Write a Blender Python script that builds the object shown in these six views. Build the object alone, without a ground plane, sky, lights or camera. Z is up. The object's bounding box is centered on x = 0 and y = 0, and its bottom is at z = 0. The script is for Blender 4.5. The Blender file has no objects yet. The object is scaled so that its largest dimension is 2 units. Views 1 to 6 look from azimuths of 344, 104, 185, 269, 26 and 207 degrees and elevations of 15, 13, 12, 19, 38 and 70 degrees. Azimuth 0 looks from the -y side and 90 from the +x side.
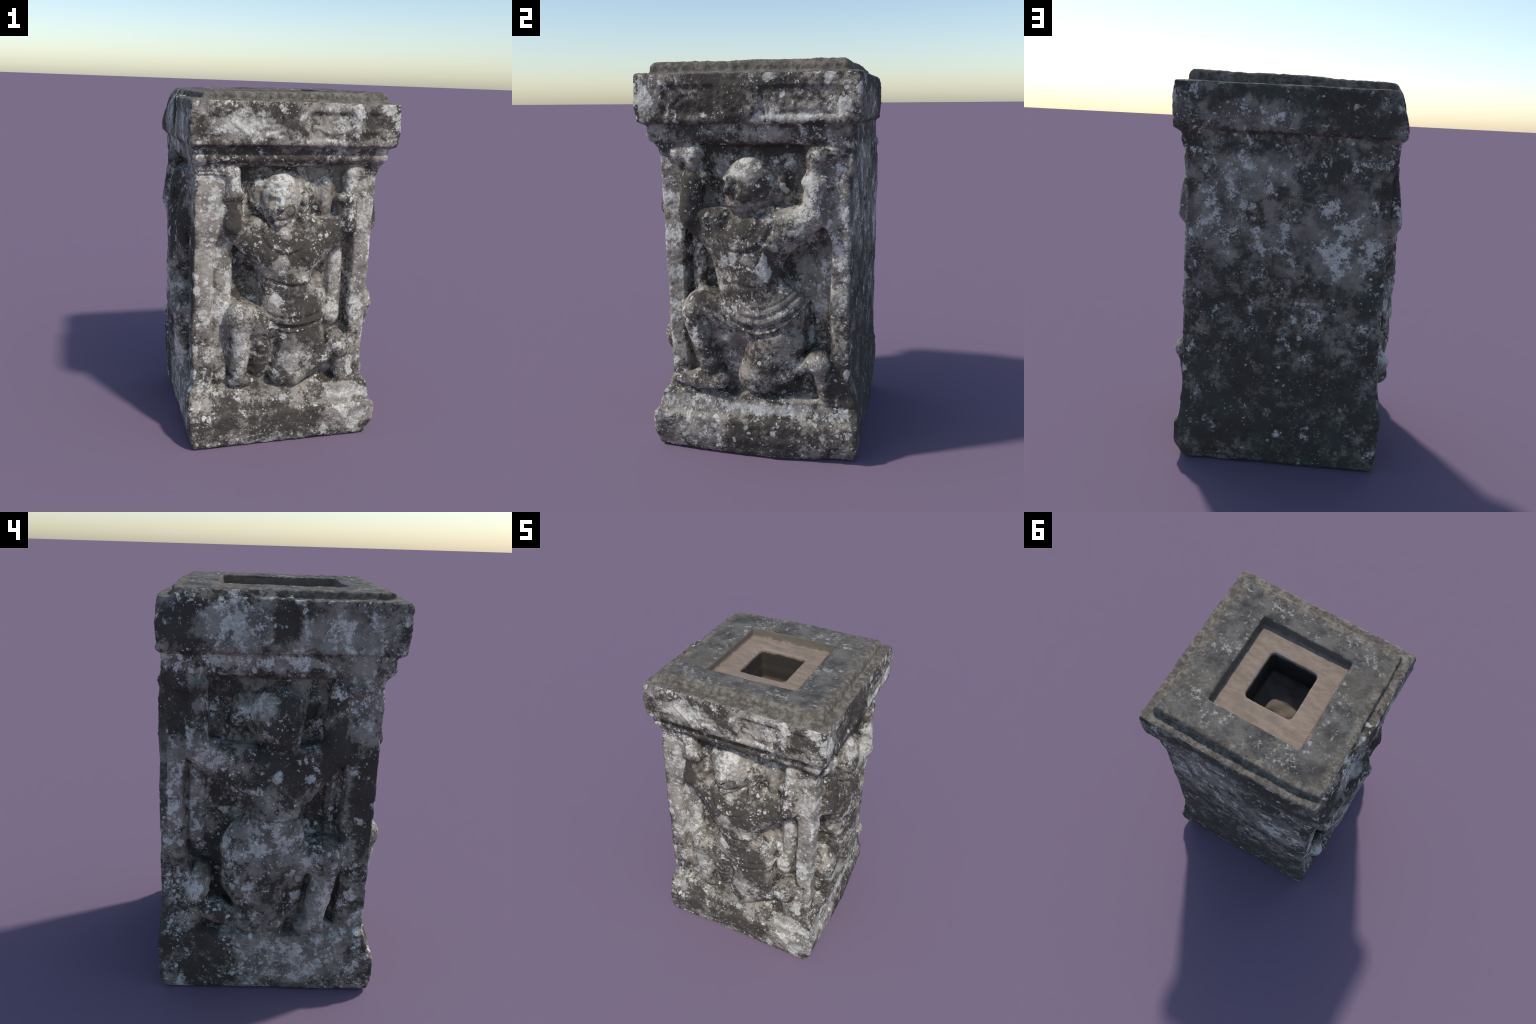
# Carved stone pillar block: a square post with plinth, cornice and socketed top;
# three faces carry a kneeling bearer figure in high relief, the fourth is plain.
# The stone is modelled as a signed distance field (moulding profiles + rounded
# limbs), turned into one smooth surface, roughened, and split into named parts.
import bpy, math
import numpy as np

H = 0.0050                                    # sampling step of the field
LO = np.array([-0.66, -0.62, -0.03]); HI = np.array([0.66, 0.62, 2.05])
N = np.ceil((HI - LO) / H).astype(int) + 1
AX = [(LO[i] + H * np.arange(N[i])).astype(np.float32) for i in range(3)]

# ------------------------------------------------------------------ noise ---
def _hash(ix, iy, iz, seed):
    h = (ix * 374761393 + iy * 668265263 + iz * 2147483647 + seed * 974711) & 0xFFFFFFFF
    h = ((h ^ (h >> 13)) * 1274126177) & 0xFFFFFFFF
    h = ((h ^ (h >> 16)) * 2246822519) & 0xFFFFFFFF
    return ((h ^ (h >> 15)) & 0xFFFFFF).astype(np.float32) / 8388607.5 - 1.0

def vnoise(p, scale, seed=0):
    q = p * scale + 100.0
    i = np.floor(q).astype(np.int64); f = (q - i).astype(np.float32)
    f = f * f * f * (f * (f * 6 - 15) + 10)
    out = np.zeros(len(p), np.float32)
    for dx in (0, 1):
        for dy in (0, 1):
            for dz in (0, 1):
                w = (f[:, 0] if dx else 1 - f[:, 0]) * (f[:, 1] if dy else 1 - f[:, 1]) * (f[:, 2] if dz else 1 - f[:, 2])
                out += w * _hash(i[:, 0] + dx, i[:, 1] + dy, i[:, 2] + dz, seed)
    return out

def fbm(p, scale, octaves=3, seed=0, gain=0.5):
    s, a = np.zeros(len(p), np.float32), 1.0
    for o in range(octaves):
        s += a * vnoise(p, scale * 2.03 ** o, seed + 17 * o); a *= gain
    return s

def noise2(u, z, scale, seed):
    g = np.stack(np.broadcast_arrays(u, np.float32(seed * 3.7), z), -1).reshape(-1, 3)
    return fbm(g, scale, 2, seed).reshape(np.broadcast(u, z).shape)

def sstep(a, b, x):
    t = np.clip((x - a) / (b - a), 0, 1); return t * t * (3 - 2 * t)

def smin(a, b, k):
    h = np.maximum(k - np.abs(a - b), 0) / k
    return np.minimum(a, b) - h * h * k * 0.25

def smax(a, b, k): return -smin(-a, -b, k)

# ------------------------------------------------- faces: local (u, w, z) ---
# u runs to the right as seen from outside, w outward from the axis.
def to_local(face, x, y, z):
    if face == "front": return x, -y, z
    if face == "right": return y, x, z
    if face == "left":  return -y, -x, z
    return -x, y, z
FRAME = {"front": 0.458, "right": 0.498, "left": 0.512}          # frame plane
# recessed panel: inner edges of the frame, top, bottom, depth of its ground
PANEL = {"front": (-0.412, 0.386, 1.605, 0.335, 0.088),
         "right": (-0.343, 0.432, 1.612, 0.335, 0.080),
         "left":  (-0.418, 0.318, 1.605, 0.335, 0.078)}
PROFILE = {  # height, reach of the stone from the axis
 "front": [(0, .500), (.02, .512), (.1, .523), (.195, .527), (.206, .524), (.214, .499), (.24, .498), (.27, .489), (.29, .482), (.325, .477), (.345, .461),
           (1.575, .461), (1.603, .476), (1.625, .498), (1.637, .510), (1.655, .515), (1.667, .507), (1.70, .507), (1.708, .515), (1.716, .548), (1.80, .556), (1.90, .554),
           (1.934, .551), (1.943, .492), (1.975, .486), (2.0, .474)],
 "right": [(0, .533), (.02, .548), (.1, .565), (.19, .566), (.207, .560), (.222, .544), (.25, .537), (.29, .535), (.318, .532), (.338, .514), (.355, .501),
           (1.580, .501), (1.610, .514), (1.636, .527), (1.66, .534), (1.70, .533), (1.708, .540), (1.716, .568), (1.80, .574), (1.90, .570),
           (1.936, .566), (1.946, .514), (1.978, .508), (2.0, .494)],
 "left":  [(0, .512), (.03, .525), (.1, .540), (.20, .545), (.30, .545), (.335, .540), (.365, .515),
           (1.575, .515), (1.605, .528), (1.630, .541), (1.69, .548), (1.705, .547), (1.716, .560), (1.80, .565), (1.90, .560),
           (1.932, .556), (1.943, .503), (1.972, .496), (2.0, .482)],
 "back":  [(0, .522), (.02, .537), (.08, .549), (.25, .552), (.31, .543), (.45, .536), (.80, .532), (1.2, .532), (1.5, .530), (1.58, .520), (1.66, .514),
           (1.708, .512), (1.722, .540), (1.80, .548), (1.88, .546), (1.936, .538), (1.945, .482), (1.978, .474), (2.0, .464)]}

BAND = {  # sunk fields on the cornice: u from, to, z from, to, depth
 "front": [(-.46, -.10, 1.742, 1.876, .008), (-.105, -.085, 1.725, 1.885, .010), (.06, .31, 1.745, 1.886, .016), (.345, .46, 1.745, 1.886, .010)],
 "right": [(-.40, -.14, 1.745, 1.885, .010), (-.105, .045, 1.735, 1.900, -.010), (.075, .44, 1.745, 1.880, .014), (.09, .45, 1.893, 1.902, .008)],
 "left":  [(-.30, .02, 1.745, 1.885, .006), (.05, .075, 1.73, 1.89, .008), (.16, .47, 1.745, 1.89, .008)]}
HOLLOW = {  # deeper pockets in the panel ground: u, z, radii, depth
 "front": [(.215, .95, .06, .12, .022)], "right": [(.30, .72, .05, .10, .02)], "left": [(-.27, .88, .06, .10, .02)]}
SCROLL = {  # raised strokes: u from, to, z at start, at end, sag, half width, height
 "front": [(-.44, -.11, 1.868, 1.866, .0, .010, .010), (-.20, -.11, 1.838, 1.842, .004, .010, .012), (-.20, -.11, 1.812, 1.816, .004, .009, .010), (-.22, -.10, 1.778, 1.792, .01, .010, .010),
           (-.33, -.26, 1.825, 1.770, .0, .020, .012), (-.28, -.10, 1.756, 1.758, .0, .008, .010), (.085, .30, 1.830, 1.815, .038, .010, .014),
           (.085, .20, 1.810, 1.770, .0, .009, .012), (.23, .29, 1.85, 1.84, .01, .016, .010), (.19, .28, 1.76, 1.764, .0, .008, .010), (.37, .44, 1.80, 1.79, .0, .024, .008)],
 "right": [(-.36, -.18, 1.80, 1.80, -.055, .010, .010), (-.32, -.22, 1.79, 1.79, -.03, .012, .010), (-.09, -.06, 1.84, 1.78, .0, .016, .012), (-.01, .03, 1.86, 1.78, .0, .022, .014),
           (.14, .40, 1.765, 1.765, -.02, .018, .012), (.26, .34, 1.84, 1.80, .0, .014, .010)],
 "left":  [(-.28, .0, 1.752, 1.752, .0, .010, .008), (-.26, .0, 1.80, 1.80, .0, .006, .005), (-.26, .0, 1.83, 1.83, .0, .006, .005), (.20, .45, 1.80, 1.79, .03, .014, .007)]}

def face_reach(face, u, z, tier):
    """Reach of one face over its (u, z) plane, mouldings and recess included."""
    zz = AX[2].astype(float)
    prof = np.interp(np.minimum(zz, LEDGE - .012) if tier == "body" else np.maximum(zz, 1.970), *np.array(PROFILE[face]).T)[None, :].astype(np.float32)
    mid = sstep(.3, .45, z) * (1 - sstep(1.50, 1.60, z))
    w = prof + 0.0 * u
    if face == "front": w = w + (-.020 * u + (.017 + .008 * u) * (z - 1.3)) * mid
    if face == "right": w = w + 0.012 * u * mid
    if face == "left":  w = w + 0.022 * u * mid
    if face == "back":
        long = sstep(.3, .45, z) * (1 - sstep(1.69, 1.715, z))
        w = w + (0.018 * u - .10 * np.maximum(np.abs(u) - .22, 0) ** 1.5 - .045 * np.maximum(-u - .30, 0)) * long + .006 * u
        w = w - .02 * sstep(.35, .55, u) * sstep(1.71, 1.74, z) - .014 * u * sstep(.33, .28, z) + .026 * sstep(-.28, -.46, u) * sstep(1.45, 1.6, z) * sstep(1.715, 1.70, z)
    if face == "right":                               # base block tapers to the rear, its rear corner is knocked off
        w = w - .030 * sstep(.1, .5, u) * (1 - sstep(.30, .36, z)) - .016 * sstep(-.3, -.5, u) * sstep(.14, 0, z) - .03 * sstep(.10, .0, z) * sstep(.2, .5, u)
    if face == "left": w = w - .010 * sstep(-.2, -.5, u) * (1 - sstep(.33, .38, z)) * sstep(.02, .10, z)
    if face == "left":                                # worn-away ledge on the rear half
        worn = np.interp(zz, [1.74, 1.80, 1.87, 1.93, 1.98, 2.0], [.560, .556, .545, .525, .497, .472])[None, :].astype(np.float32)
        t = sstep(.04, -.14, u) * (z > 1.74)
        w = w * (1 - t) + (np.minimum(w, worn + .003) if tier == "body" else np.maximum(w, worn)) * t
        w = w - .026 * sstep(-.36, -.56, u) * sstep(1.73, 1.9, z) - .012 * sstep(.0, -.2, u) * sstep(1.60, 1.63, z) * sstep(1.71, 1.70, z)
    if face in PANEL:
        a, b, top, bot, dep = PANEL[face]
        wob = .006 * noise2(u, z, 6, 5)
        if face == "front": a = a + .055 * sstep(1.15, 1.3, z); b = b - .04 * sstep(1.15, 1.3, z)
        if face == "left": a = a + .05 * sstep(1.15, 1.3, z) + .035 * sstep(.80, .68, z); b = b - .04 * sstep(1.15, 1.3, z)
        if face == "right": a = a + .045 * sstep(1.15, 1.3, z); b = b - .028 - .055 * sstep(1.12, 1.28, z)
        m = sstep(a - .010, a + .012, u + wob) * (1 - sstep(b - .012, b + .010, u + wob)) * sstep(bot - .012, bot + .02, z) * (1 - sstep(top - .02, top + .012, z))
        ground = FRAME[face] - dep + {'front': .032, 'right': .034, 'left': .020}[face] * sstep(1.15, 1.35, z) + .03 * sstep(.50, .36, z)
        for hu, hz, ru, rz, deep in HOLLOW[face]:
            ground = ground - deep * sstep(1.3, .4, np.hypot((u - hu) / ru, (z - hz) / rz))
        w = w * (1 - m) + np.minimum(w, ground) * m
    # carved bands of the cornice: shallow sunk fields with raised scrolls
    for a, b, low, high, deep in BAND.get(face, ()):
        m = sstep(a - .008, a + .008, u) * sstep(b + .008, b - .008, u) * sstep(low - .006, low + .008, z) * sstep(high + .006, high - .008, z)
        w = w - deep * m
    for a, b, za, zb, sag, rad, up in SCROLL.get(face, ()):
        t = np.clip((u - a) / (b - a), 0, 1)
        path = za + (zb - za) * t - sag * 4 * t * (1 - t)
        off = np.hypot(np.maximum(np.maximum(a - u, u - b), 0), z - path)
        w = w + .6 * up * sstep(rad, rad * .3, off + .5 * rad * noise2(u, z, 30, 71))
    w = w + .003 * noise2(u, z, 2.3, 11) + .0015 * noise2(u, z, 7, 23)
    return w

def slab_of(face, arr):
    """Turn a (u, z) map of a face into an array that broadcasts over the grid."""
    return arr[:, None, :] if face in ("front", "back") else arr[None, :, :]

SOCKET = (.003, -.014, .280, .294)                # centre and half sizes of the sinking in the top

LEDGE = 1.942                                     # the raised slab on top stands on this level

def build_block():
    X, Y, Z = AX[0][:, None, None], AX[1][None, :, None], AX[2][None, None, :]
    z1 = AX[2][None, :]
    def tier(name, level):
        side = {}
        for face in ("front", "right", "left", "back"):
            u1 = {"front": AX[0], "right": AX[1], "left": -AX[1], "back": -AX[0]}[face][:, None]
            side[face] = slab_of(face, face_reach(face, u1, z1, name))
        d = np.maximum(-Y - side["front"], Y - side["back"])
        d = smax(d, np.maximum(X - side["right"], -X - side["left"]), .010)
        if name == "slab": d = np.maximum(d, LEDGE - .06 - Z)
        return smax(d, Z - level, .012)
    D = smin(tier("body", LEDGE + .002 * X / .5), tier("slab", 1.987 + .012 * X / .5 + .003 * Y / .5), .010)
    D = smax(D, -Z, .012)
    # socket: shallow square sinking, then a deep square hole with round corners
    sx, sy = np.abs(X - SOCKET[0]) - SOCKET[2], np.abs(Y - SOCKET[1]) - SOCKET[3] + .010 * sstep(1.98, 1.93, Z)
    box = np.maximum(np.maximum(sx, sy + 0 * Z), (1.934 - Z) + 0 * sx)
    D = np.maximum(D, -box)
    r = .026
    qx, qy = np.abs(X - .002) - (.146 - r), np.abs(Y + .013) - (.156 - r)
    rr = np.hypot(np.maximum(qx, 0), np.maximum(qy, 0)) + np.minimum(np.maximum(qx, qy), 0) - r
    rr = rr + .006 * sstep(1.84, 1.80, Z) - .0
    floor = 1.70 + .022 * np.sin(19 * X + 2) * np.cos(23 * Y) + .012 * np.sin(47 * X) * np.sin(41 * Y + 1)   # rubble
    D = smax(D, -smax(rr, floor - Z, .04), .012)
    return D.astype(np.float32)

def blur(D, passes=1):
    D = np.clip(D, -6 * H, 6 * H)
    for _ in range(passes):
        for ax in range(3):
            P = np.pad(D, [(1, 1) if i == ax else (0, 0) for i in range(3)], mode="edge")
            s = lambda a, b: tuple(slice(a, b) if i == ax else slice(None) for i in range(3))
            D = .25 * P[s(0, -2)] + .5 * P[s(1, -1)] + .25 * P[s(2, None)]
    return D

# ------------------------------------------------------------ the figures ---
# Every limb is a rounded cone: part, (u, w, z) start, end, radii, blend, flatness in w
# (w is measured from the frame plane of the face).
def limb(part, a, b, ra, rb, k=.02, flat=1.0): return (part, a, b, ra, rb, k, flat)
def blob(part, c, r, k=.02): return (part, c, c, r, None, k, 1.0)     # ellipsoid radii (u, w, z)

def front_figure():
    P = []
    # trunk
    P += [limb("torso", (-.01, -.010, 1.15), (.01, .002, .95), .145, .132, .03, 1.55), limb("torso", (-.105, -.01, 1.05), (-.085, -.01, .84), .055, .062, .03),
          limb("torso", (-.12, -.02, 1.20), (.12, -.015, 1.20), .095, .095, .03, 1.7),
          blob("torso", (-.085, .0, 1.115), (.105, .092, .115), .03), blob("torso", (.095, .0, 1.135), (.105, .090, .110), .03),
          blob("torso", (.055, -.005, .80), (.185, .080, .17), .03),
          blob("torso", (-.03, .0, .86), (.11, .075, .12), .03),
          limb("torso", (-.03, -.05, 1.29), (-.03, -.03, 1.22), .065, .075, .02)]
    # head and face
    P += [blob("head", (-.052, .030, 1.425), (.112, .082, .140), .012),
          blob("head", (-.060, .060, 1.350), (.075, .050, .065), .02),
          limb("head", (-.068, .108, 1.455), (-.073, .118, 1.395), .012, .021, .012),
          blob("head", (-.105, .090, 1.375), (.032, .025, .030), .015), blob("head", (-.012, .092, 1.375), (.034, .025, .032), .015),
          blob("head", (-.072, .105, 1.335), (.032, .014, .010), .01), blob("head", (-.070, .098, 1.305), (.028, .02, .018), .012),
          limb("head", (-.115, .098, 1.452), (-.02, .100, 1.450), .012, .012, .014),
          blob("ear", (.083, .030, 1.430), (.026, .034, .042), .012), blob("ear", (-.170, .0, 1.41), (.018, .03, .045), .012),
          limb("earring", (.085, .02, 1.38), (.095, .02, 1.33), .026, .026, .012),
          blob("shoulder_ornament", (-.187, .005, 1.285), (.042, .038, .042), .012),
          blob("shoulder_ornament#r", (.100, -.02, 1.295), (.045, .045, .048), .014), blob("shoulder_ornament#r", (.13, .005, 1.25), (.035, .035, .028), .012),
          blob("hair", (-.03, -.045, 1.44), (.19, .038, .145), .02), limb("arm#l", (-.26, -.02, 1.275), (-.12, -.02, 1.24), .055, .065, .02), limb("arm#r", (.26, -.02, 1.275), (.12, -.02, 1.24), .055, .065, .02)]
    # arms: viewer's left, viewer's right
    P += [limb("arm#l", (-.315, -.002, 1.275), (-.10, .002, 1.13), .055, .118, .025, 1.6),
          limb("arm#l", (-.318, .0, 1.29), (-.312, -.022, 1.44), .060, .048, .02),
          limb("bracelet#l", (-.345, -.004, 1.452), (-.285, -.004, 1.449), .034, .034, .010),
          limb("hand#l", (-.318, -.005, 1.46), (-.325, -.005, 1.55), .048, .046, .015),
          limb("hand#l", (-.32, .0, 1.578), (-.40, -.01, 1.575), .040, .036, .015), limb("hand#l", (-.40, -.008, 1.58), (-.50, -.022, 1.588), .032, .024, .015),
          limb("arm#r", (.332, .0, 1.272), (.09, -.002, 1.13), .055, .117, .025, 1.6),
          limb("arm#r", (.335, .012, 1.28), (.334, .0, 1.42), .053, .048, .02),
          limb("bracelet#r", (.300, .0, 1.425), (.366, .0, 1.425), .034, .034, .012),
          limb("hand#r", (.338, -.005, 1.44), (.345, -.005, 1.55), .042, .042, .015),
          limb("hand#r", (.35, .0, 1.572), (.41, -.01, 1.568), .038, .034, .015), limb("hand#r", (.40, -.008, 1.575), (.475, -.020, 1.588), .03, .022, .015)]
    # raised knee (left), kneeling leg (right)
    P += [limb("leg#l", (-.262, .012, .775), (.02, -.080, .67), .080, .108, .025),
          limb("leg#l", (-.266, .012, .745), (-.255, -.022, .42), .068, .052, .02), limb("loincloth", (-.135, -.040, .62), (-.125, -.095, .38), .080, .065, .02),
          blob("foot#l", (-.250, -.022, .378), (.062, .045, .038), .015), limb("foot#l", (-.23, -.035, .362), (-.15, -.045, .355), .034, .032, .015),
          limb("leg#r", (.10, -.015, .62), (.015, -.01, .425), .150, .092, .03, 1.75),
          limb("leg#r", (.06, .0, .385), (.275, .0, .535), .050, .048, .015),
          limb("foot#r", (.325, .005, .575), (.330, .0, .560), .070, .068, .015), limb("foot#r", (.345, -.01, .52), (.362, -.02, .37), .050, .040, .02)]
    # hanging cloth ends and posts beside the figure
    P += [limb("side_post#r", (.310, -.085, 1.18), (.320, -.085, .70), .043, .043, .006, 1.4), blob("side_post#r", (.296, -.058, .755), (.055, .038, .085), .012),
          limb("side_post#l", (-.352, -.056, 1.22), (-.362, -.056, .42), .054, .054, .012, 1.5),
          limb("side_post#m", (.215, -.065, 1.36), (.225, -.07, 1.50), .05, .04, .015)]
    return P

def right_figure():
    P = [limb("torso", (-.005, -.012, 1.14), (.03, .005, .94), .150, .140, .03, 1.45), limb("torso", (-.14, -.01, 1.08), (-.09, .0, .90), .060, .070, .03),
         limb("torso", (-.12, -.01, 1.18), (.13, -.01, 1.20), .095, .095, .03, 1.6),
         blob("torso", (.075, .0, .80), (.200, .098, .17), .03), blob("torso", (-.02, .0, .84), (.12, .078, .12), .03),
         limb("torso", (-.01, -.06, 1.29), (-.01, -.04, 1.22), .075, .085, .02),
         blob("torso", (-.09, -.005, 1.12), (.11, .092, .115), .03), blob("torso", (.09, -.005, 1.14), (.11, .088, .115), .03)]
    P += [blob("head", (.006, .035, 1.42), (.130, .085, .134), .012), blob("head", (-.03, .062, 1.345), (.088, .05, .068), .02),
          limb("head", (-.078, .108, 1.455), (-.088, .108, 1.395), .014, .022, .012),
          blob("head", (-.01, .102, 1.375), (.045, .025, .036), .015), blob("head", (-.055, .100, 1.325), (.035, .016, .012), .01),
          limb("head", (-.10, .096, 1.455), (.03, .104, 1.458), .013, .013, .014),
          blob("ear", (.160, .015, 1.425), (.030, .035, .040), .012), limb("ear", (.165, .01, 1.40), (.135, .02, 1.345), .022, .016, .012),
          blob("hair", (.045, -.050, 1.44), (.190, .030, .145), .02), limb("arm#l", (-.26, .005, 1.255), (-.15, .005, 1.245), .055, .062, .02), limb("arm#r", (.26, -.01, 1.265), (.12, -.01, 1.245), .055, .065, .02),
          limb("shoulder_ornament", (-.215, .030, 1.285), (-.165, .035, 1.262), .024, .026, .012),
          limb("shoulder_ornament#r", (.12, .015, 1.30), (.17, .020, 1.285), .026, .026, .012)]
    P += [limb("arm#l", (-.295, .005, 1.245), (-.10, .0, 1.13), .055, .118, .025, 1.5),
          limb("arm#l", (-.297, .022, 1.26), (-.285, .010, 1.43), .058, .050, .02),
          limb("bracelet#l", (-.305, .0, 1.440), (-.225, .0, 1.446), .032, .034, .012),
          limb("hand#l", (-.283, -.005, 1.46), (-.283, -.005, 1.53), .040, .042, .015),
          limb("hand#l", (-.27, .005, 1.565), (-.36, -.01, 1.562), .042, .040, .015), limb("hand#l", (-.36, -.01, 1.565), (-.44, -.025, 1.582), .034, .026, .015),
          limb("arm#r", (.322, .015, 1.275), (.10, .0, 1.15), .060, .118, .025, 1.5),
          limb("arm#r", (.326, .022, 1.285), (.328, .015, 1.42), .060, .052, .02),
          limb("bracelet#r", (.300, .020, 1.440), (.362, .015, 1.441), .038, .038, .010),
          limb("hand#r", (.326, .01, 1.46), (.325, .01, 1.55), .044, .042, .015),
          limb("hand#r", (.335, .012, 1.567), (.41, .0, 1.572), .044, .040, .015), limb("hand#r", (.41, -.005, 1.568), (.49, -.025, 1.592), .034, .026, .015)]
    P += [limb("leg#l", (-.255, .012, .80), (.02, -.070, .68), .085, .115, .025),
          limb("leg#l", (-.280, .030, .77), (-.215, .012, .47), .074, .056, .02), limb("loincloth", (-.12, -.035, .64), (-.095, -.085, .39), .085, .060, .02),
          limb("foot#l", (-.165, .02, .405), (-.29, .015, .395), .050, .044, .015), limb("foot#l", (-.29, .01, .392), (-.40, -.005, .385), .042, .030, .015),
          limb("leg#r", (.13, -.015, .64), (.03, .0, .435), .155, .095, .03, 1.55),
          limb("leg#r", (.07, .0, .40), (.28, .0, .525), .050, .044, .015),
          limb("foot#r", (.345, .02, .545), (.355, .02, .540), .060, .058, .015), limb("foot#r", (.365, .005, .50), (.385, -.01, .365), .046, .038, .02)]
    P += [limb("side_post#l", (-.285, -.065, 1.20), (-.285, -.065, .86), .036, .036, .006, 1.2),
          limb("side_post#r", (.365, -.088, 1.26), (.368, -.088, .60), .056, .056, .010, 1.5)]
    return P

def left_figure():
    P = [limb("torso", (.0, -.010, 1.13), (.0, .004, .93), .150, .135, .03, 1.65),
         limb("torso", (-.14, -.025, 1.17), (.12, -.025, 1.16), .095, .095, .03, 1.6),
         blob("torso", (-.045, .0, .77), (.205, .076, .19), .03), blob("torso", (.03, .0, .86), (.11, .065, .12), .03),
         limb("torso", (.02, -.07, 1.29), (.02, -.06, 1.22), .075, .085, .02)]
    P += [blob("head", (.006, .030, 1.43), (.128, .085, .138), .012), blob("head", (.035, .060, 1.335), (.080, .048, .070), .02),
          limb("head", (.065, .112, 1.44), (.075, .112, 1.39), .013, .018, .015), blob("head", (.0, .098, 1.365), (.045, .025, .036), .015),
          blob("head", (.055, .096, 1.315), (.033, .016, .012), .01), limb("head", (-.03, .10, 1.452), (.09, .098, 1.448), .012, .012, .014),
          limb("ear", (-.15, .015, 1.455), (-.07, .03, 1.335), .032, .026, .015), limb("ear", (-.165, .0, 1.50), (-.19, .0, 1.40), .03, .03, .012), blob("hair", (-.01, -.055, 1.45), (.18, .026, .13), .02)]
    P += [limb("arm#l", (-.355, .005, 1.265), (-.10, -.01, 1.13), .058, .120, .025, 1.5), limb("arm#l", (-.27, .0, 1.255), (-.12, -.01, 1.22), .06, .07, .02),
          limb("arm#l", (-.360, .008, 1.29), (-.355, -.005, 1.47), .056, .046, .02),
          limb("hand#l", (-.352, -.01, 1.48), (-.350, -.01, 1.55), .044, .042, .015),
          limb("hand#l", (-.345, -.005, 1.57), (-.43, -.012, 1.565), .036, .034, .015), limb("hand#l", (-.43, -.012, 1.565), (-.51, -.025, 1.575), .03, .024, .015),
          limb("arm#r", (.275, .01, 1.265), (.10, -.01, 1.13), .060, .118, .025, 1.5), limb("arm#r", (.25, .0, 1.255), (.12, -.01, 1.22), .06, .07, .02),
          limb("arm#r", (.275, .015, 1.275), (.272, .005, 1.40), .060, .050, .02),
          limb("bracelet#r", (.245, .01, 1.402), (.300, .01, 1.405), .034, .034, .012),
          limb("hand#r", (.27, .0, 1.42), (.275, .0, 1.54), .046, .046, .015),
          limb("hand#r", (.28, .0, 1.56), (.37, -.01, 1.555), .044, .040, .015), limb("hand#r", (.37, -.01, 1.56), (.45, -.025, 1.575), .034, .026, .015)]
    P += [limb("leg#r", (.250, .010, .775), (.03, -.075, .70), .080, .100, .025),
          limb("leg#r", (.268, .022, .75), (.215, .012, .46), .066, .054, .02), limb("loincloth", (.11, -.065, .62), (.085, -.085, .39), .075, .060, .02),
          limb("foot#r", (.16, .015, .385), (.23, .01, .385), .048, .044, .015), limb("foot#r", (.23, .0, .372), (.31, -.015, .36), .036, .026, .015),
          limb("leg#l", (-.09, -.015, .62), (-.02, -.005, .42), .155, .100, .03, 1.75),
          limb("leg#l", (-.08, .0, .385), (-.29, .010, .46), .052, .052, .015),
          limb("foot#l", (-.362, .005, .545), (-.360, .0, .535), .053, .053, .015), limb("foot#l", (-.345, -.02, .57), (-.33, -.03, .66), .05, .045, .02), limb("foot#l", (-.362, -.022, .50), (-.366, -.035, .37), .042, .036, .02)]
    P += [limb("side_post#l", (-.362, -.072, 1.16), (-.364, -.072, .82), .042, .042, .006, 1.3),
          limb("side_post#r", (.268, -.080, 1.20), (.268, -.080, .84), .036, .036, .006)]
    return P

def sink_head(prims, depth):
    """Set the head and what hangs on it back into the panel."""
    on_head = ("head", "ear", "earring")
    back = lambda p: (p[0], p[1] - depth, p[2])
    return [(n, back(a), back(b), ra, rb, k, f) if n in on_head else (n, a, b, ra, rb, k, f) for n, a, b, ra, rb, k, f in prims]

FIGURES = {"front": sink_head(front_figure(), .045), "right": sink_head(right_figure(), .040), "left": sink_head(left_figure(), .050)}

def limb_distance(prim, u, w, z):
    part, a, b, ra, rb, k, flat = prim
    if rb is None:                                             # ellipsoid
        w = np.maximum(w, a[1])
        q = np.sqrt(((u - a[0]) / ra[0]) ** 2 + ((w - a[1]) / ra[1]) ** 2 + ((z - a[2]) / ra[2]) ** 2)
        g = np.sqrt(((u - a[0]) / ra[0] ** 2) ** 2 + ((w - a[1]) / ra[1] ** 2) ** 2 + ((z - a[2]) / ra[2] ** 2) ** 2)
        return (q * (q - 1) / np.maximum(g, 1e-4)).astype(np.float32)
    du, dw, dz = b[0] - a[0], (b[1] - a[1]) * flat, b[2] - a[2]
    pu, pw, pz = u - a[0], (w - a[1]) * flat, z - a[2]
    along = np.clip((pu * du + pz * dz) / max(du * du + dz * dz, 1e-9), 0, 1)
    pw = np.maximum(pw, along * dw)                            # upright flanks, no undercut
    t = np.clip((pu * du + pw * dw + pz * dz) / max(du * du + dw * dw + dz * dz, 1e-9), 0, 1)
    return (np.sqrt((pu - t * du) ** 2 + (pw - t * dw) ** 2 + (pz - t * dz) ** 2) - (ra + (rb - ra) * t)).astype(np.float32)

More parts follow.
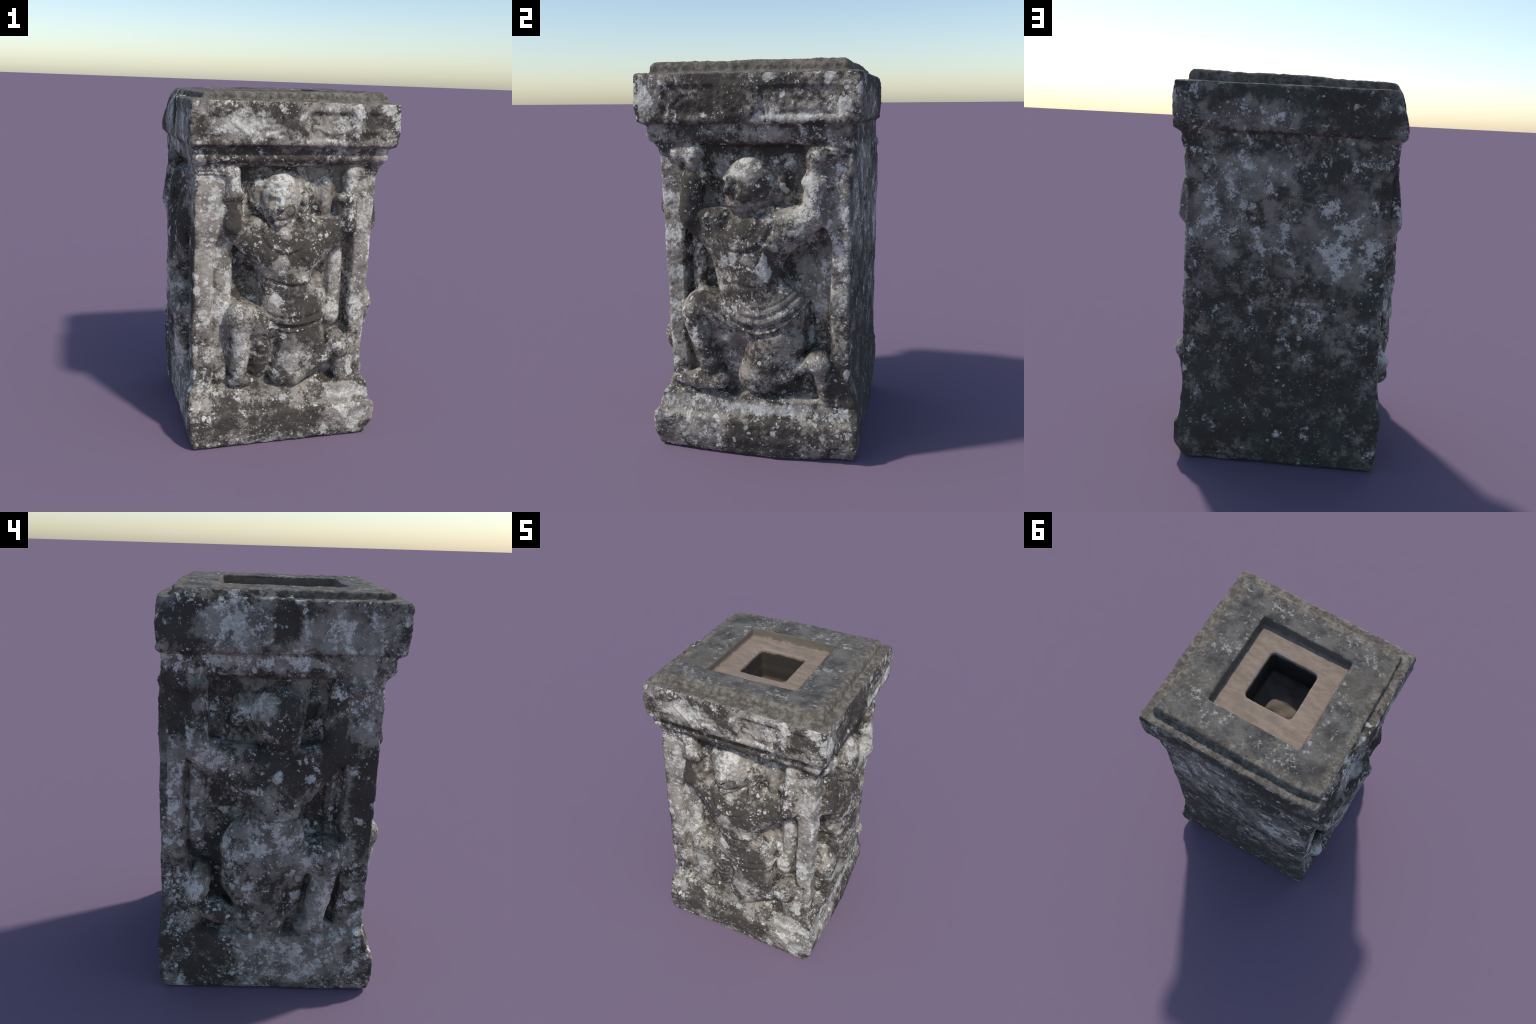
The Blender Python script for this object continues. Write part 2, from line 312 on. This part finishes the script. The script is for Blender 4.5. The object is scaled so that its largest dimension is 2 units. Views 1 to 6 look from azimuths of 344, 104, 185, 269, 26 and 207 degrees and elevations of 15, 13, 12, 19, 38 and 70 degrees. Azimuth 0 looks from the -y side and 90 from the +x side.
def carve_figure(D, face):
    for prim in FIGURES[face]:
        _, a, b, ra, rb, k, _ = prim
        r = np.array(ra) if rb is None else np.full(3, max(ra, rb))
        m = r + k + 4 * H
        lo, hi = np.minimum(a, b) - m, np.maximum(a, b) + m
        lo[1] = -.12
        lo[1] += FRAME[face]; hi[1] += FRAME[face]
        if face == "front": box = ((lo[0], hi[0]), (-hi[1], -lo[1]))
        elif face == "right": box = ((lo[1], hi[1]), (lo[0], hi[0]))
        else: box = ((-hi[1], -lo[1]), (-hi[0], -lo[0]))
        box += ((lo[2], hi[2]),)
        s = tuple(slice(max(0, int((box[i][0] - LO[i]) / H)), min(N[i], int((box[i][1] - LO[i]) / H) + 2)) for i in range(3))
        u, w, z = to_local(face, AX[0][s[0]][:, None, None], AX[1][s[1]][None, :, None], AX[2][s[2]][None, None, :])
        D[s] = smin(D[s], limb_distance(prim, u, w - FRAME[face], z), k)

# ---------------------------------------------- surface of the field (nets) ---
def surface(D):
    inside = D < 0
    n = inside.shape
    cnt = np.zeros(tuple(k - 1 for k in n), np.int8)
    for dx in (0, 1):
        for dy in (0, 1):
            for dz in (0, 1):
                cnt += inside[dx:n[0] - 1 + dx, dy:n[1] - 1 + dy, dz:n[2] - 1 + dz]
    ci = np.argwhere((cnt > 0) & (cnt < 8)).astype(np.int32)
    index = np.full(cnt.shape, -1, np.int32)
    index[ci[:, 0], ci[:, 1], ci[:, 2]] = np.arange(len(ci))
    corner = {(a, b, c): D[ci[:, 0] + a, ci[:, 1] + b, ci[:, 2] + c] for a in (0, 1) for b in (0, 1) for c in (0, 1)}
    acc, num = np.zeros((len(ci), 3)), np.zeros(len(ci))
    for ax in range(3):
        for p in (0, 1):
            for q in (0, 1):
                o = [p, q]; o.insert(ax, 0); e = list(o); e[ax] = 1
                d0, d1 = corner[tuple(o)], corner[tuple(e)]
                hit = (d0 < 0) != (d1 < 0)
                t = d0[hit] / (d0[hit] - d1[hit])
                pt = np.tile(np.array(o, float), (hit.sum(), 1)); pt[:, ax] = t
                acc[hit] += pt; num[hit] += 1
    V = LO + H * (ci + acc / num[:, None])
    F = []
    for ax in range(3):
        s0 = [slice(1, n[i] - 1) for i in range(3)]; s1 = list(s0)
        s0[ax] = slice(0, n[ax] - 1); s1[ax] = slice(1, n[ax])
        A, B = inside[tuple(s0)], inside[tuple(s1)]
        e = np.argwhere(A != B); off = np.ones(3, int); off[ax] = 0
        flip = A[e[:, 0], e[:, 1], e[:, 2]]
        e = e + off
        o1, o2 = [(ax + 1) % 3, (ax + 2) % 3]
        def at(d1, d2):
            c = e.copy(); c[:, o1] -= d1; c[:, o2] -= d2
            return index[c[:, 0], c[:, 1], c[:, 2]]
        q = np.stack([at(1, 1), at(0, 1), at(0, 0), at(1, 0)], 1)
        q[~flip] = q[~flip][:, ::-1]
        F.append(q)
    return V, np.concatenate(F)

def vertex_normals(V, F):
    fn = np.cross(V[F[:, 2]] - V[F[:, 0]], V[F[:, 3]] - V[F[:, 1]])
    out = np.zeros_like(V)
    for i in range(3):
        for k in range(4):
            out[:, i] += np.bincount(F[:, k], fn[:, i], len(V))
    return out / np.maximum(np.linalg.norm(out, axis=1, keepdims=True), 1e-12)

def sample(D, V):
    g = (V - LO) / H; i = np.clip(np.floor(g).astype(int), 0, np.array(D.shape) - 2); f = g - i
    out = 0
    for dx in (0, 1):
        for dy in (0, 1):
            for dz in (0, 1):
                w = np.abs(1 - dx - f[:, 0]) * np.abs(1 - dy - f[:, 1]) * np.abs(1 - dz - f[:, 2])
                out = out + w * D[i[:, 0] + dx, i[:, 1] + dy, i[:, 2] + dz]
    return out

# --------------------------------------------------------------- the build ---
block = blur(build_block(), 1)
field = block.copy()
for face in FIGURES: carve_figure(field, face)
field = blur(field, 1)
V, F = surface(field)

# which part each vertex belongs to
names, label = [], np.zeros(len(V), np.int32)
def label_id(key):
    if key not in names: names.append(key)
    return names.index(key)
z = V[:, 2]
label[:] = label_id(("", "shaft"))
label[z < .215] = label_id(("", "plinth"))
label[z > 1.628] = label_id(("", "moulding"))
label[z > 1.712] = label_id(("", "cornice"))
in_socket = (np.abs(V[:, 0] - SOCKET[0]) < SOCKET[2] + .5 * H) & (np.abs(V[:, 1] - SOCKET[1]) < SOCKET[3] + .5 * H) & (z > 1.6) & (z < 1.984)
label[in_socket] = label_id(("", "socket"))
stone = sample(block, V)
for face in FIGURES:
    u, w, zz = to_local(face, V[:, 0], V[:, 1], V[:, 2]); w = w - FRAME[face]
    near = (w > -.15) & (np.abs(u) < .6) & (z > .25) & (z < 1.66)
    ids = np.where(near)[0]; best = stone[ids] - .001
    for prim in FIGURES[face]:
        d = limb_distance(prim, u[ids], w[ids], zz[ids]); hit = d < best
        best = np.where(hit, d, best); label[ids[hit]] = label_id((face, prim[0]))

# weathering: broad unevenness, worn lumps, pits
nrm = vertex_normals(V, F)
keep = np.clip(1 - (label == label_id(("", "socket"))) * .6, 0, 1)
disp = .0030 * fbm(V, 9, 2, 3) + .0018 * fbm(V, 30, 2, 7) + .0014 * fbm(V, 85, 2, 13) - .0040 * np.maximum(fbm(V, 55, 2, 9) - .45, 0)
part_of = np.array([n[1].split("#")[0] for n in names])[label]
face_of = np.array([n[0] for n in names])[label]
def carve(face, parts, curve, width, depth):
    """Groove (depth > 0) or ridge (depth < 0) along curve(u, z) = 0."""
    m = (face_of == face) & np.isin(part_of, parts)
    u, _, z = to_local(face, V[m, 0], V[m, 1], V[m, 2])
    disp[m] -= depth * np.exp(-(curve(u, z) / width) ** 2)
body = ("torso", "arm", "leg", "loincloth")
ring = lambda cu, cz, r: lambda u, z: np.hypot(u - cu, z - cz) - r + 10 * (z > cz + .04)
sash = lambda u0, z0, bend: lambda u, z: z - z0 - bend * (u - u0) ** 2 + 10 * (u < u0 - .19)
for r, d in ((.160, .006), (.135, -.004), (.095, .004)): carve("right", ("torso", "arm"), ring(-.03, 1.255, r), .010, d)
for z0, d in ((.668, .009), (.690, -.008), (.712, .008), (.745, -.004), (.772, .005), (.815, .004), (.93, .004)): carve("right", ("torso", "leg"), sash(.03, z0, 2.3), .010, d)
for r, d in ((.090, .005), (.115, -.005), (.135, .005)): carve("front", ("torso", "arm"), ring(-.03, 1.27, r), .010, d)
for z0, d in ((.955, .009), (.975, -.005), (.765, .006), (.735, -.006), (.710, .007), (.690, -.006), (.668, .006)): carve("front", ("torso",), sash(.05, z0, 1.2), .010, d)
for r, d in ((.085, .006), (.165, .006)): carve("left", ("torso", "arm"), ring(-.01, 1.215, r), .011, d)
for z0, d in ((.945, .008), (.965, -.005), (.70, .004), (.725, -.004)): carve("left", ("torso",), sash(.0, z0, 1.0), .011, d)
spot = lambda cu, cz, ru, rz: lambda u, z: np.hypot((u - cu) / ru, (z - cz) / rz)
for cu, cz in ((-.108, 1.432), (-.022, 1.428)): carve("front", ("head",), spot(cu, cz, .024, .013), 1., .010); carve("front", ("head",), spot(cu, cz, .014, .007), 1., -.005)
for cu, cz in ((-.045, 1.430), (-.112, 1.432)): carve("right", ("head",), spot(cu, cz, .022, .012), 1., .006)
for cu, cz in ((.020, 1.428), (.098, 1.425)): carve("left", ("head",), spot(cu, cz, .022, .012), 1., .007)
carve("front", ("head",), spot(-.078, 1.322, .038, .006), 1., .008); carve("right", ("head",), spot(-.060, 1.312, .038, .006), 1., .008); carve("left", ("head",), spot(.058, 1.302, .036, .006), 1., .008)
carve("front", ("head",), sash(-.05, 1.500, -1.2), .007, .005)   # hair line
for face in FIGURES:                                           # fingers
    m = (face_of == face) & (part_of == "hand") & (z > 1.5)
    u, _, zz = to_local(face, V[m, 0], V[m, 1], V[m, 2])
    disp[m] -= .0035 * sstep(.2, .9, np.sin(zz * 300 + u * 40)) * sstep(.33, .40, np.abs(u))
V = V + nrm * (disp * keep)[:, None]
V[:, 2] = np.maximum(V[:, 2], .0)
nrm = vertex_normals(V, F)

# ------------------------------------------------------------- materials ---
class Nodes:
    """Small helper to write node trees as expressions."""
    def __init__(self, name):
        self.mat = bpy.data.materials.new(name); self.mat.use_nodes = True
        self.t = self.mat.node_tree; self.out = self.t.nodes["Principled BSDF"]
        self.pos = self.new("ShaderNodeTexCoord").outputs["Object"]
    def new(self, kind, **kw):
        n = self.t.nodes.new(kind)
        for k, v in kw.items(): setattr(n, k, v)
        return n
    def put(self, sock, v):
        if isinstance(v, bpy.types.NodeSocket): self.t.links.new(v, sock)
        elif isinstance(v, tuple) and len(v) == 3 and sock.type == "RGBA": sock.default_value = (*v, 1)
        else: sock.default_value = v
    def math(self, op, a, b=0.0, c=None, clamp=False):
        n = self.new("ShaderNodeMath", operation=op, use_clamp=clamp)
        self.put(n.inputs[0], a); self.put(n.inputs[1], b)
        if c is not None: self.put(n.inputs[2], c)
        return n.outputs[0]
    def vec(self, op, a, b, out="Vector"):
        n = self.new("ShaderNodeVectorMath", operation=op); self.put(n.inputs[0], a)
        if op == "SCALE": self.put(n.inputs["Scale"], b)
        else: self.put(n.inputs[1], b)
        return n.outputs[out]
    def noise(self, scale, detail=4, rough=.55, at=None, seed=0.0):
        n = self.new("ShaderNodeTexNoise"); p = at or self.pos
        if seed: p = self.vec("ADD", p, (seed, seed * 1.7, -seed))
        self.put(n.inputs["Vector"], p); n.inputs["Scale"].default_value = scale
        n.inputs["Detail"].default_value = detail; n.inputs["Roughness"].default_value = rough
        return n.outputs["Fac"]
    def ramp(self, x, lo, hi):
        n = self.new("ShaderNodeMapRange", interpolation_type="SMOOTHSTEP")
        self.put(n.inputs["Value"], x); self.put(n.inputs["From Min"], lo); self.put(n.inputs["From Max"], hi)
        return n.outputs["Result"]
    def mix(self, f, a, b):
        n = self.new("ShaderNodeMix", data_type="RGBA"); self.put(n.inputs["Factor"], f)
        self.put(n.inputs[6], a); self.put(n.inputs[7], b); return n.outputs[2]
    def spots(self, scale, size, at, seed):
        """Round growths: one per Voronoi cell, each with its own radius."""
        n = self.new("ShaderNodeTexVoronoi"); self.put(n.inputs["Vector"], self.vec("ADD", at, (seed, -seed, seed * .6)))
        n.inputs["Scale"].default_value = scale; n.inputs["Randomness"].default_value = 1.0
        sep = self.new("ShaderNodeSeparateColor"); self.put(sep.inputs[0], n.outputs["Color"])
        radius = self.math("MULTIPLY", self.math("POWER", sep.outputs[0], 3.2), size)
        return radius, n.outputs["Distance"]
    def field(self, blobs, at):
        """Largest closeness to any of the soft ellipsoids (centre, radii, strength)."""
        total = 0.0
        for c, r, k in blobs:
            d = self.vec("LENGTH", self.vec("DIVIDE", self.vec("SUBTRACT", at, c), r), (0, 0, 0), "Value")
            f = self.math("MULTIPLY", self.ramp(d, 1.35, .55), k)
            total = self.math("MAXIMUM", total, f)
        return total

# where black crust lies thick, and where the stone is bare or pale with lichen
CRUST = {
 "front": [ ((.0, -.57, 1.16), (.24, .085, .13), .9), ((-.20, -.53, 1.20), (.11, .08, .09), .6), ((.02, -.55, .92), (.12, .06, .07), .6), ((-.33, -.52, 1.33), (.06, .07, .10), 1.), ((.25, -.53, 1.24), (.14, .08, .10), .8), ((.12, -.56, .77), (.15, .08, .17), 1.),
 ((-.13, -.49, .50), (.07, .08, .14), .6), ((-.02, -.57, 1.82), (.06, .04, .10), .8), ((.42, -.57, 1.86), (.12, .04, .05), .7), ((.0, -.53, 1.67), (.65, .04, .035), .5), ((-.1, -.53, .17), (.38, .06, .13), .55),
 ((-.2, -.42, 1.58), (.2, .05, .05), .6), ((-.03, -.54, 1.37), (.07, .05, .05), .4),
 ], "right": [
 ((.56, -.28, 1.33), (.09, .08, .17), 1.), ((.59, -.05, 1.22), (.07, .18, .11), .45), ((.58, -.05, 1.38), (.06, .10, .07), .7), ((.57, -.05, 1.83), (.06, .36, .10), .75), ((.56, .08, .13), (.06, .24, .11), .8),
 ((.58, -.03, .95), (.06, .12, .10), .6), ((.48, .42, .45), (.08, .08, .14), .7), ((.45, .0, 1.60), (.08, .25, .05), .8), ((.53, .1, 1.94), (.06, .5, .05), .6),
 ], "left": [
 ((-.58, -.02, 1.20), (.07, .16, .12), .8), ((-.57, -.27, 1.26), (.07, .10, .15), 1.), ((-.58, -.05, 1.42), (.07, .09, .11), .7), ((-.52, .47, 1.47), (.07, .08, .16), .9), ((-.54, .36, .22), (.07, .2, .14), .8),
 ((-.52, -.43, 1.02), (.06, .07, .28), .8), ((-.55, .42, 1.84), (.07, .12, .12), .9), ((-.54, -.02, 1.86), (.06, .07, .12), .9), ((-.50, -.2, 1.95), (.06, .32, .04), .8), ((-.46, .22, .62), (.06, .12, .3), .6),
 ], "back": [
 ((.0, .57, .40), (.75, .10, .55), .75), ((-.1, .57, 1.88), (.6, .08, .06), .8), ((-.35, .57, 1.8), (.25, .08, .15), .7), ((.0, .56, 1.1), (.75, .09, .8), .50)]}
PALE = {
 "front": [ ((-.05, -.52, 1.50), (.12, .10, .085), 1.), ((-.39, -.44, .95), (.13, .07, .40), .7), ((.31, -.38, 1.0), (.05, .06, .16), 1.), ((.2, -.39, .95), (.08, .04, .12), .5), ((-.25, -.51, .57), (.06, .07, .13), .9),
 ((.46, -.45, 1.05), (.08, .05, .50), .45), ((.42, -.52, .22), (.14, .06, .16), .9), ((-.06, -.56, 1.07), (.07, .05, .045), .7), ((.03, -.54, .52), (.08, .07, .10), .7), ((-.28, -.57, 1.81), (.18, .04, .07), .9),
 ((.2, -.57, 1.82), (.14, .04, .08), .8), ((.2, -.56, 1.92), (.12, .04, .02), 1.), ((-.33, -.49, 1.53), (.08, .06, .08), .8), ((.36, -.49, 1.50), (.09, .06, .10), .6), ((-.03, -.53, 1.27), (.07, .04, .035), .9), ((-.45, -.45, 1.3), (.08, .05, .3), .5), ((.3, -.46, .75), (.07, .06, .09), .7),
 ], "right": [
 ((.50, -.42, 1.0), (.06, .07, .55), .6), ((.55, .0, 1.51), (.08, .11, .06), .8), ((.57, .31, 1.33), (.08, .09, .18), .9), ((.46, .33, .95), (.05, .13, .22), .5), ((.54, -.1, .27), (.06, .5, .035), 1.), ((.58, .35, .5), (.06, .10, .13), .7),
 ((.56, -.5, 1.83), (.06, .07, .12), .9), ((.58, .25, 1.76), (.05, .2, .045), .8), ((.58, .15, 1.80), (.05, .13, .07), .5), ((.56, -.32, 1.56), (.06, .12, .05), .7), ((.55, -.25, .15), (.06, .2, .10), .5), ((.49, .46, 1.2), (.06, .06, .4), .35),
 ], "left": [
 ((-.52, .47, 1.08), (.06, .07, .22), .8), ((-.57, .22, 1.83), (.06, .17, .10), .9), ((-.57, -.3, 1.80), (.06, .2, .085), .8), ((-.55, .05, 1.67), (.06, .33, .03), .8), ((-.58, .0, .86), (.08, .16, .14), .7), ((-.55, -.12, .2), (.06, .3, .15), .6),
 ((-.58, .1, 1.5), (.08, .1, .08), .6), ((-.57, .33, 1.25), (.07, .1, .08), .7), ((-.58, -.23, .55), (.07, .1, .15), .6), ((-.46, .36, 1.0), (.06, .05, .2), .6), ((-.52, -.40, 1.5), (.06, .1, .12), .5), ((-.57, .36, .57), (.05, .05, .05), .8),
 ], "back": [
 ((.15, .56, 1.80), (.20, .05, .08), .9), ((.18, .54, 1.52), (.20, .06, .12), .95), ((.35, .53, 1.28), (.17, .06, .2), .7), ((-.28, .54, 1.22), (.20, .06, .26), .75), ((.0, .55, 1.2), (.2, .06, .2), .5), ((-.2, .55, .75), (.2, .06, .2), .35)]}

STONE_TONE = {"front": 1.10, "right": 1.05, "left": .95, "back": .85}   # stone colour multiplier per side: lighter on front and right, darker on left and back

def lichened_stone(face):
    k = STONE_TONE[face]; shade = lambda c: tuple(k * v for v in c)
    n = Nodes("lichened_stone")
    warp = n.new("ShaderNodeTexNoise"); n.put(warp.inputs["Vector"], n.pos); warp.inputs["Scale"].default_value = 14; warp.inputs["Detail"].default_value = 4
    wv = n.vec("SUBTRACT", warp.outputs["Color"], (.5, .5, .5))
    far = n.vec("ADD", n.pos, n.vec("SCALE", wv, .10))           # strongly wandering coordinates for patch outlines
    lobe = n.new("ShaderNodeTexNoise"); n.put(lobe.inputs["Vector"], n.pos); lobe.inputs["Scale"].default_value = 48; lobe.inputs["Detail"].default_value = 3
    near = n.vec("ADD", n.vec("ADD", n.pos, n.vec("SCALE", wv, .035)), n.vec("SCALE", n.vec("SUBTRACT", lobe.outputs["Color"], (.5, .5, .5)), .022))
    fine = n.noise(150, 3, .7); grain = n.noise(420, 2, .6, seed=3.1)
    crust, pale = n.field(CRUST[face], far), n.field(PALE[face], far)
    black = n.math("SUBTRACT", n.math("MULTIPLY", crust, .135), n.math("MULTIPLY", pale, .24))
    light = n.math("SUBTRACT", n.math("MULTIPLY", pale, .095), n.math("MULTIPLY", crust, .075))
    bias = n.math("SUBTRACT", pale, crust)                        # -1 black crust ... +1 pale
    # bare stone: grey with brown and pink stains
    tone = n.noise(9, 6, .65, seed=1.3)
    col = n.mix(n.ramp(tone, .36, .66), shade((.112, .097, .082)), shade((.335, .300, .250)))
    col = n.mix(n.math("MULTIPLY", n.ramp(n.noise(5, 4, .6, seed=7.7), .56, .70), .5), col, (.225, .172, .138))
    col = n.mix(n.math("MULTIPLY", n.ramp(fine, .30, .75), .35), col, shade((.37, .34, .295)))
    # black crust
    cn = n.math("ADD", n.math("MULTIPLY_ADD", n.noise(44, 5, .7, seed=25.), .34, -.17), n.math("ADD", n.noise(9, 8, .74, seed=5.5), n.math("MULTIPLY", fine, .24)))
    cf = n.ramp(n.math("ADD", cn, black), .56, .72 if face == "back" else .69)
    dark = n.mix(n.ramp(grain, .35, .75), (.038, .032, .0265), (.080, .068, .057))
    if face == "back": dark = n.mix(n.ramp(n.noise(6, 5, .65, seed=61.), .40, .66), dark, (.060, .066, .054))    # film of algae
    col = n.mix(n.math("MULTIPLY", cf, .94), col, dark)
    # broad pale patches with crumbled outlines
    pn = n.math("ADD", n.math("MULTIPLY_ADD", n.noise(52, 5, .7, seed=27.), .30, -.15), n.math("ADD", n.noise(11, 8, .74, seed=11.2), n.math("MULTIPLY", n.math("SUBTRACT", fine, .5), .22)))
    pf = n.ramp(n.math("ADD", pn, light), .545, .625)
    # single rosettes and flecks
    growth = pf
    clump = n.ramp(n.noise(8, 3, .6, seed=17.), .36, .62)
    for scale, size, seed in ((12, .56, .0), (30, .52, 4.0), (75, .55, 9.0)):
        radius, dist = n.spots(scale, size, near, seed)
        radius = n.math("MULTIPLY", radius, n.math("MULTIPLY", n.math("MULTIPLY_ADD", clump, .95 if face != "back" else .7, .18 if face != "back" else .05), n.math("MULTIPLY_ADD", bias, .25, .90)))
        edge = n.math("ADD", dist, n.math("MULTIPLY", n.math("SUBTRACT", fine, .5), .35))
        growth = n.math("MAXIMUM", growth, n.math("MULTIPLY", n.ramp(n.math("SUBTRACT", edge, radius), .05, -.09), .92))
    holes = n.ramp(n.noise(60, 5, .7, seed=2.2), .38, .50)
    growth = n.math("MULTIPLY", growth, n.math("MULTIPLY_ADD", holes, .55, .45))
    hue = n.noise(7, 3, .5, seed=13.0)
    pale_c = n.mix(n.ramp(hue, .42, .58), (.62, .59, .53), (.49, .485, .43))
    pale_c = n.mix(n.math("MULTIPLY", n.ramp(n.noise(26, 5, .7, seed=21.0), .48, .62), .7), pale_c, (.78, .76, .71))
    pale_c = n.mix(n.math("MULTIPLY", n.ramp(grain, .45, .2), .35), pale_c, (.22, .20, .175))
    col = n.mix(n.math("MULTIPLY", growth, .93), col, pale_c)
    n.put(n.out.inputs["Base Color"], col)
    n.out.inputs["Roughness"].default_value = .93; n.out.inputs["Specular IOR Level"].default_value = .25
    height = n.math("ADD", n.math("MULTIPLY", n.noise(38, 2, .6, seed=9.), .6), n.math("ADD", n.math("MULTIPLY", n.noise(150, 2, .7), .7), n.math("MULTIPLY", grain, .3)))
    bump = n.new("ShaderNodeBump"); bump.inputs["Strength"].default_value = .55; bump.inputs["Distance"].default_value = .006
    n.put(bump.inputs["Height"], height); n.put(n.out.inputs["Normal"], bump.outputs[0])
    return n.mat

def sooty_stone():
    """Level top of the block: charcoal grey, pale flecks, worn brownish rims."""
    n = Nodes("sooty_stone")
    tone = n.noise(9, 6, .65, seed=1.3); grain = n.noise(300, 3, .7, seed=3.1)
    xyz = n.new("ShaderNodeSeparateXYZ"); n.put(xyz.inputs[0], n.pos)
    reach = n.math("MAXIMUM", n.math("ABSOLUTE", xyz.outputs[0]), n.math("ABSOLUTE", n.math("MULTIPLY", xyz.outputs[1], 1.05)))
    soot = n.mix(n.ramp(n.noise(7, 8, .72, seed=41.), .38, .64), (.058, .054, .050), (.145, .134, .119))
    soot = n.mix(n.math("MULTIPLY", n.ramp(n.noise(3.5, 4, .6, seed=57.), .50, .66), .45), soot, (.19, .165, .130))
    soot = n.mix(n.math("MULTIPLY", n.ramp(n.math("ADD", n.noise(34, 8, .80, seed=43.), n.math("MULTIPLY", n.noise(6, 4, .6, seed=44.), .5)), .80, .90), .8), soot, (.40, .375, .34))
    rim = n.ramp(n.math("ADD", reach, n.math("MULTIPLY", n.math("SUBTRACT", tone, .5), .16)), .430, .485)
    soot = n.mix(n.math("MULTIPLY", rim, .75), soot, n.mix(n.ramp(n.noise(24, 7, .75, seed=47.), .42, .62), (.095, .080, .062), (.255, .225, .180)))
    soot = n.mix(n.math("MULTIPLY", n.ramp(grain, .55, .8), .25), soot, (.30, .28, .25))
    n.put(n.out.inputs["Base Color"], soot); n.out.inputs["Roughness"].default_value = .93; n.out.inputs["Specular IOR Level"].default_value = .25
    bump = n.new("ShaderNodeBump"); bump.inputs["Strength"].default_value = .5; bump.inputs["Distance"].default_value = .005
    n.put(bump.inputs["Height"], n.math("ADD", n.noise(60, 4, .7), grain)); n.put(n.out.inputs["Normal"], bump.outputs[0])
    return n.mat

def fresh_sandstone():
    n = Nodes("fresh_sandstone")
    xyz = n.new("ShaderNodeSeparateXYZ"); n.put(xyz.inputs[0], n.pos)
    streak = n.noise(9, 5, .65, at=n.vec("MULTIPLY", n.pos, (1.4, 3.5, 1.4)))
    grain = n.noise(260, 3, .7)
    col = n.mix(n.ramp(streak, .3, .7), (.195, .150, .112), (.285, .220, .168))
    col = n.mix(n.math("MULTIPLY", n.ramp(grain, .35, .75), .35), col, (.37, .30, .24))
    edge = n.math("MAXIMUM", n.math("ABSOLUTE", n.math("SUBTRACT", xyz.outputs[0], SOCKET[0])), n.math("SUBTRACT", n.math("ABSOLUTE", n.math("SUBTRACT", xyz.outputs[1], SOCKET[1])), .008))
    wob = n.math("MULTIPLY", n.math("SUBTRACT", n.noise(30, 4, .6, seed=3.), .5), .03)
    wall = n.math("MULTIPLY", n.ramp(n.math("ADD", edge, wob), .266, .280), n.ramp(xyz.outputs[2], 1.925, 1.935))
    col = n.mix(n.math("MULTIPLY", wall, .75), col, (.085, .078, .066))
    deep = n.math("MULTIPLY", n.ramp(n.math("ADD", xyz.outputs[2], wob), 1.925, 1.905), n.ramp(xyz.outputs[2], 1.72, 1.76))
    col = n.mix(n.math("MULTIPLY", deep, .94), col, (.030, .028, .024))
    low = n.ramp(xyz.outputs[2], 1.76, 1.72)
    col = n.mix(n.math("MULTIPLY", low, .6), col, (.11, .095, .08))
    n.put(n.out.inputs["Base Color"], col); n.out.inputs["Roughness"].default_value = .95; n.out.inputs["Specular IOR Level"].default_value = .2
    bump = n.new("ShaderNodeBump"); bump.inputs["Strength"].default_value = .5; bump.inputs["Distance"].default_value = .004
    n.put(bump.inputs["Height"], n.math("ADD", grain, streak)); n.put(n.out.inputs["Normal"], bump.outputs[0])
    return n.mat

FACES = ("front", "right", "left", "back")
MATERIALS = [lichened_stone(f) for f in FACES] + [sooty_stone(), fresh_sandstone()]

# ------------------------------------------------- split into named objects ---
root = bpy.data.objects.new("carved_stone_pillar", None)
bpy.context.scene.collection.objects.link(root)
root["label"] = "weathered square stone pillar block with kneeling bearer figures in relief"
root["category"] = "stone pillar"
parents = {"": root}
for face in FIGURES:
    e = bpy.data.objects.new("kneeling_figure", None); e.parent = root
    bpy.context.scene.collection.objects.link(e); parents[face] = e

face_label = label[F[:, 0]]
centre = V[F].mean(1)
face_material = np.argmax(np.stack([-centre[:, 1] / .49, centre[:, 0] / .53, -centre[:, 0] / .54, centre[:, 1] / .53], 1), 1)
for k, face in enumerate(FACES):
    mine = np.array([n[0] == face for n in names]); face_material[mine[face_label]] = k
face_material[(centre[:, 2] > 1.937) & (nrm[F[:, 0], 2] > -.2) & ((centre[:, 0] > -.5) | (centre[:, 2] > 1.97) | (centre[:, 1] < -.05))] = 4
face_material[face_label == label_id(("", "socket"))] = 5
for i, (face, part) in enumerate(names):
    f = F[face_label == i]
    if not len(f): continue
    used, inv = np.unique(f, return_inverse=True)
    name = part.split("#")[0]
    me = bpy.data.meshes.new(name)
    me.vertices.add(len(used)); me.vertices.foreach_set("co", V[used].astype(np.float32).ravel())
    me.loops.add(4 * len(f)); me.loops.foreach_set("vertex_index", inv.astype(np.int32).ravel())
    me.polygons.add(len(f)); me.polygons.foreach_set("loop_start", np.arange(0, 4 * len(f), 4, dtype=np.int32))
    me.polygons.foreach_set("loop_total", np.full(len(f), 4, np.int32))
    me.update(); me.validate()
    me.polygons.foreach_set("use_smooth", np.ones(len(f), bool))
    me.normals_split_custom_set_from_vertices(nrm[used].astype(np.float32).tolist())
    kind = face_material[face_label == i]; slots = np.unique(kind)
    for k in slots: me.materials.append(MATERIALS[k])
    me.polygons.foreach_set("material_index", np.searchsorted(slots, kind).astype(np.int32))
    o = bpy.data.objects.new(name, me); bpy.context.scene.collection.objects.link(o)
    o.parent = root if name == "side_post" else parents[face]
print("verts", len(V), "faces", len(F))
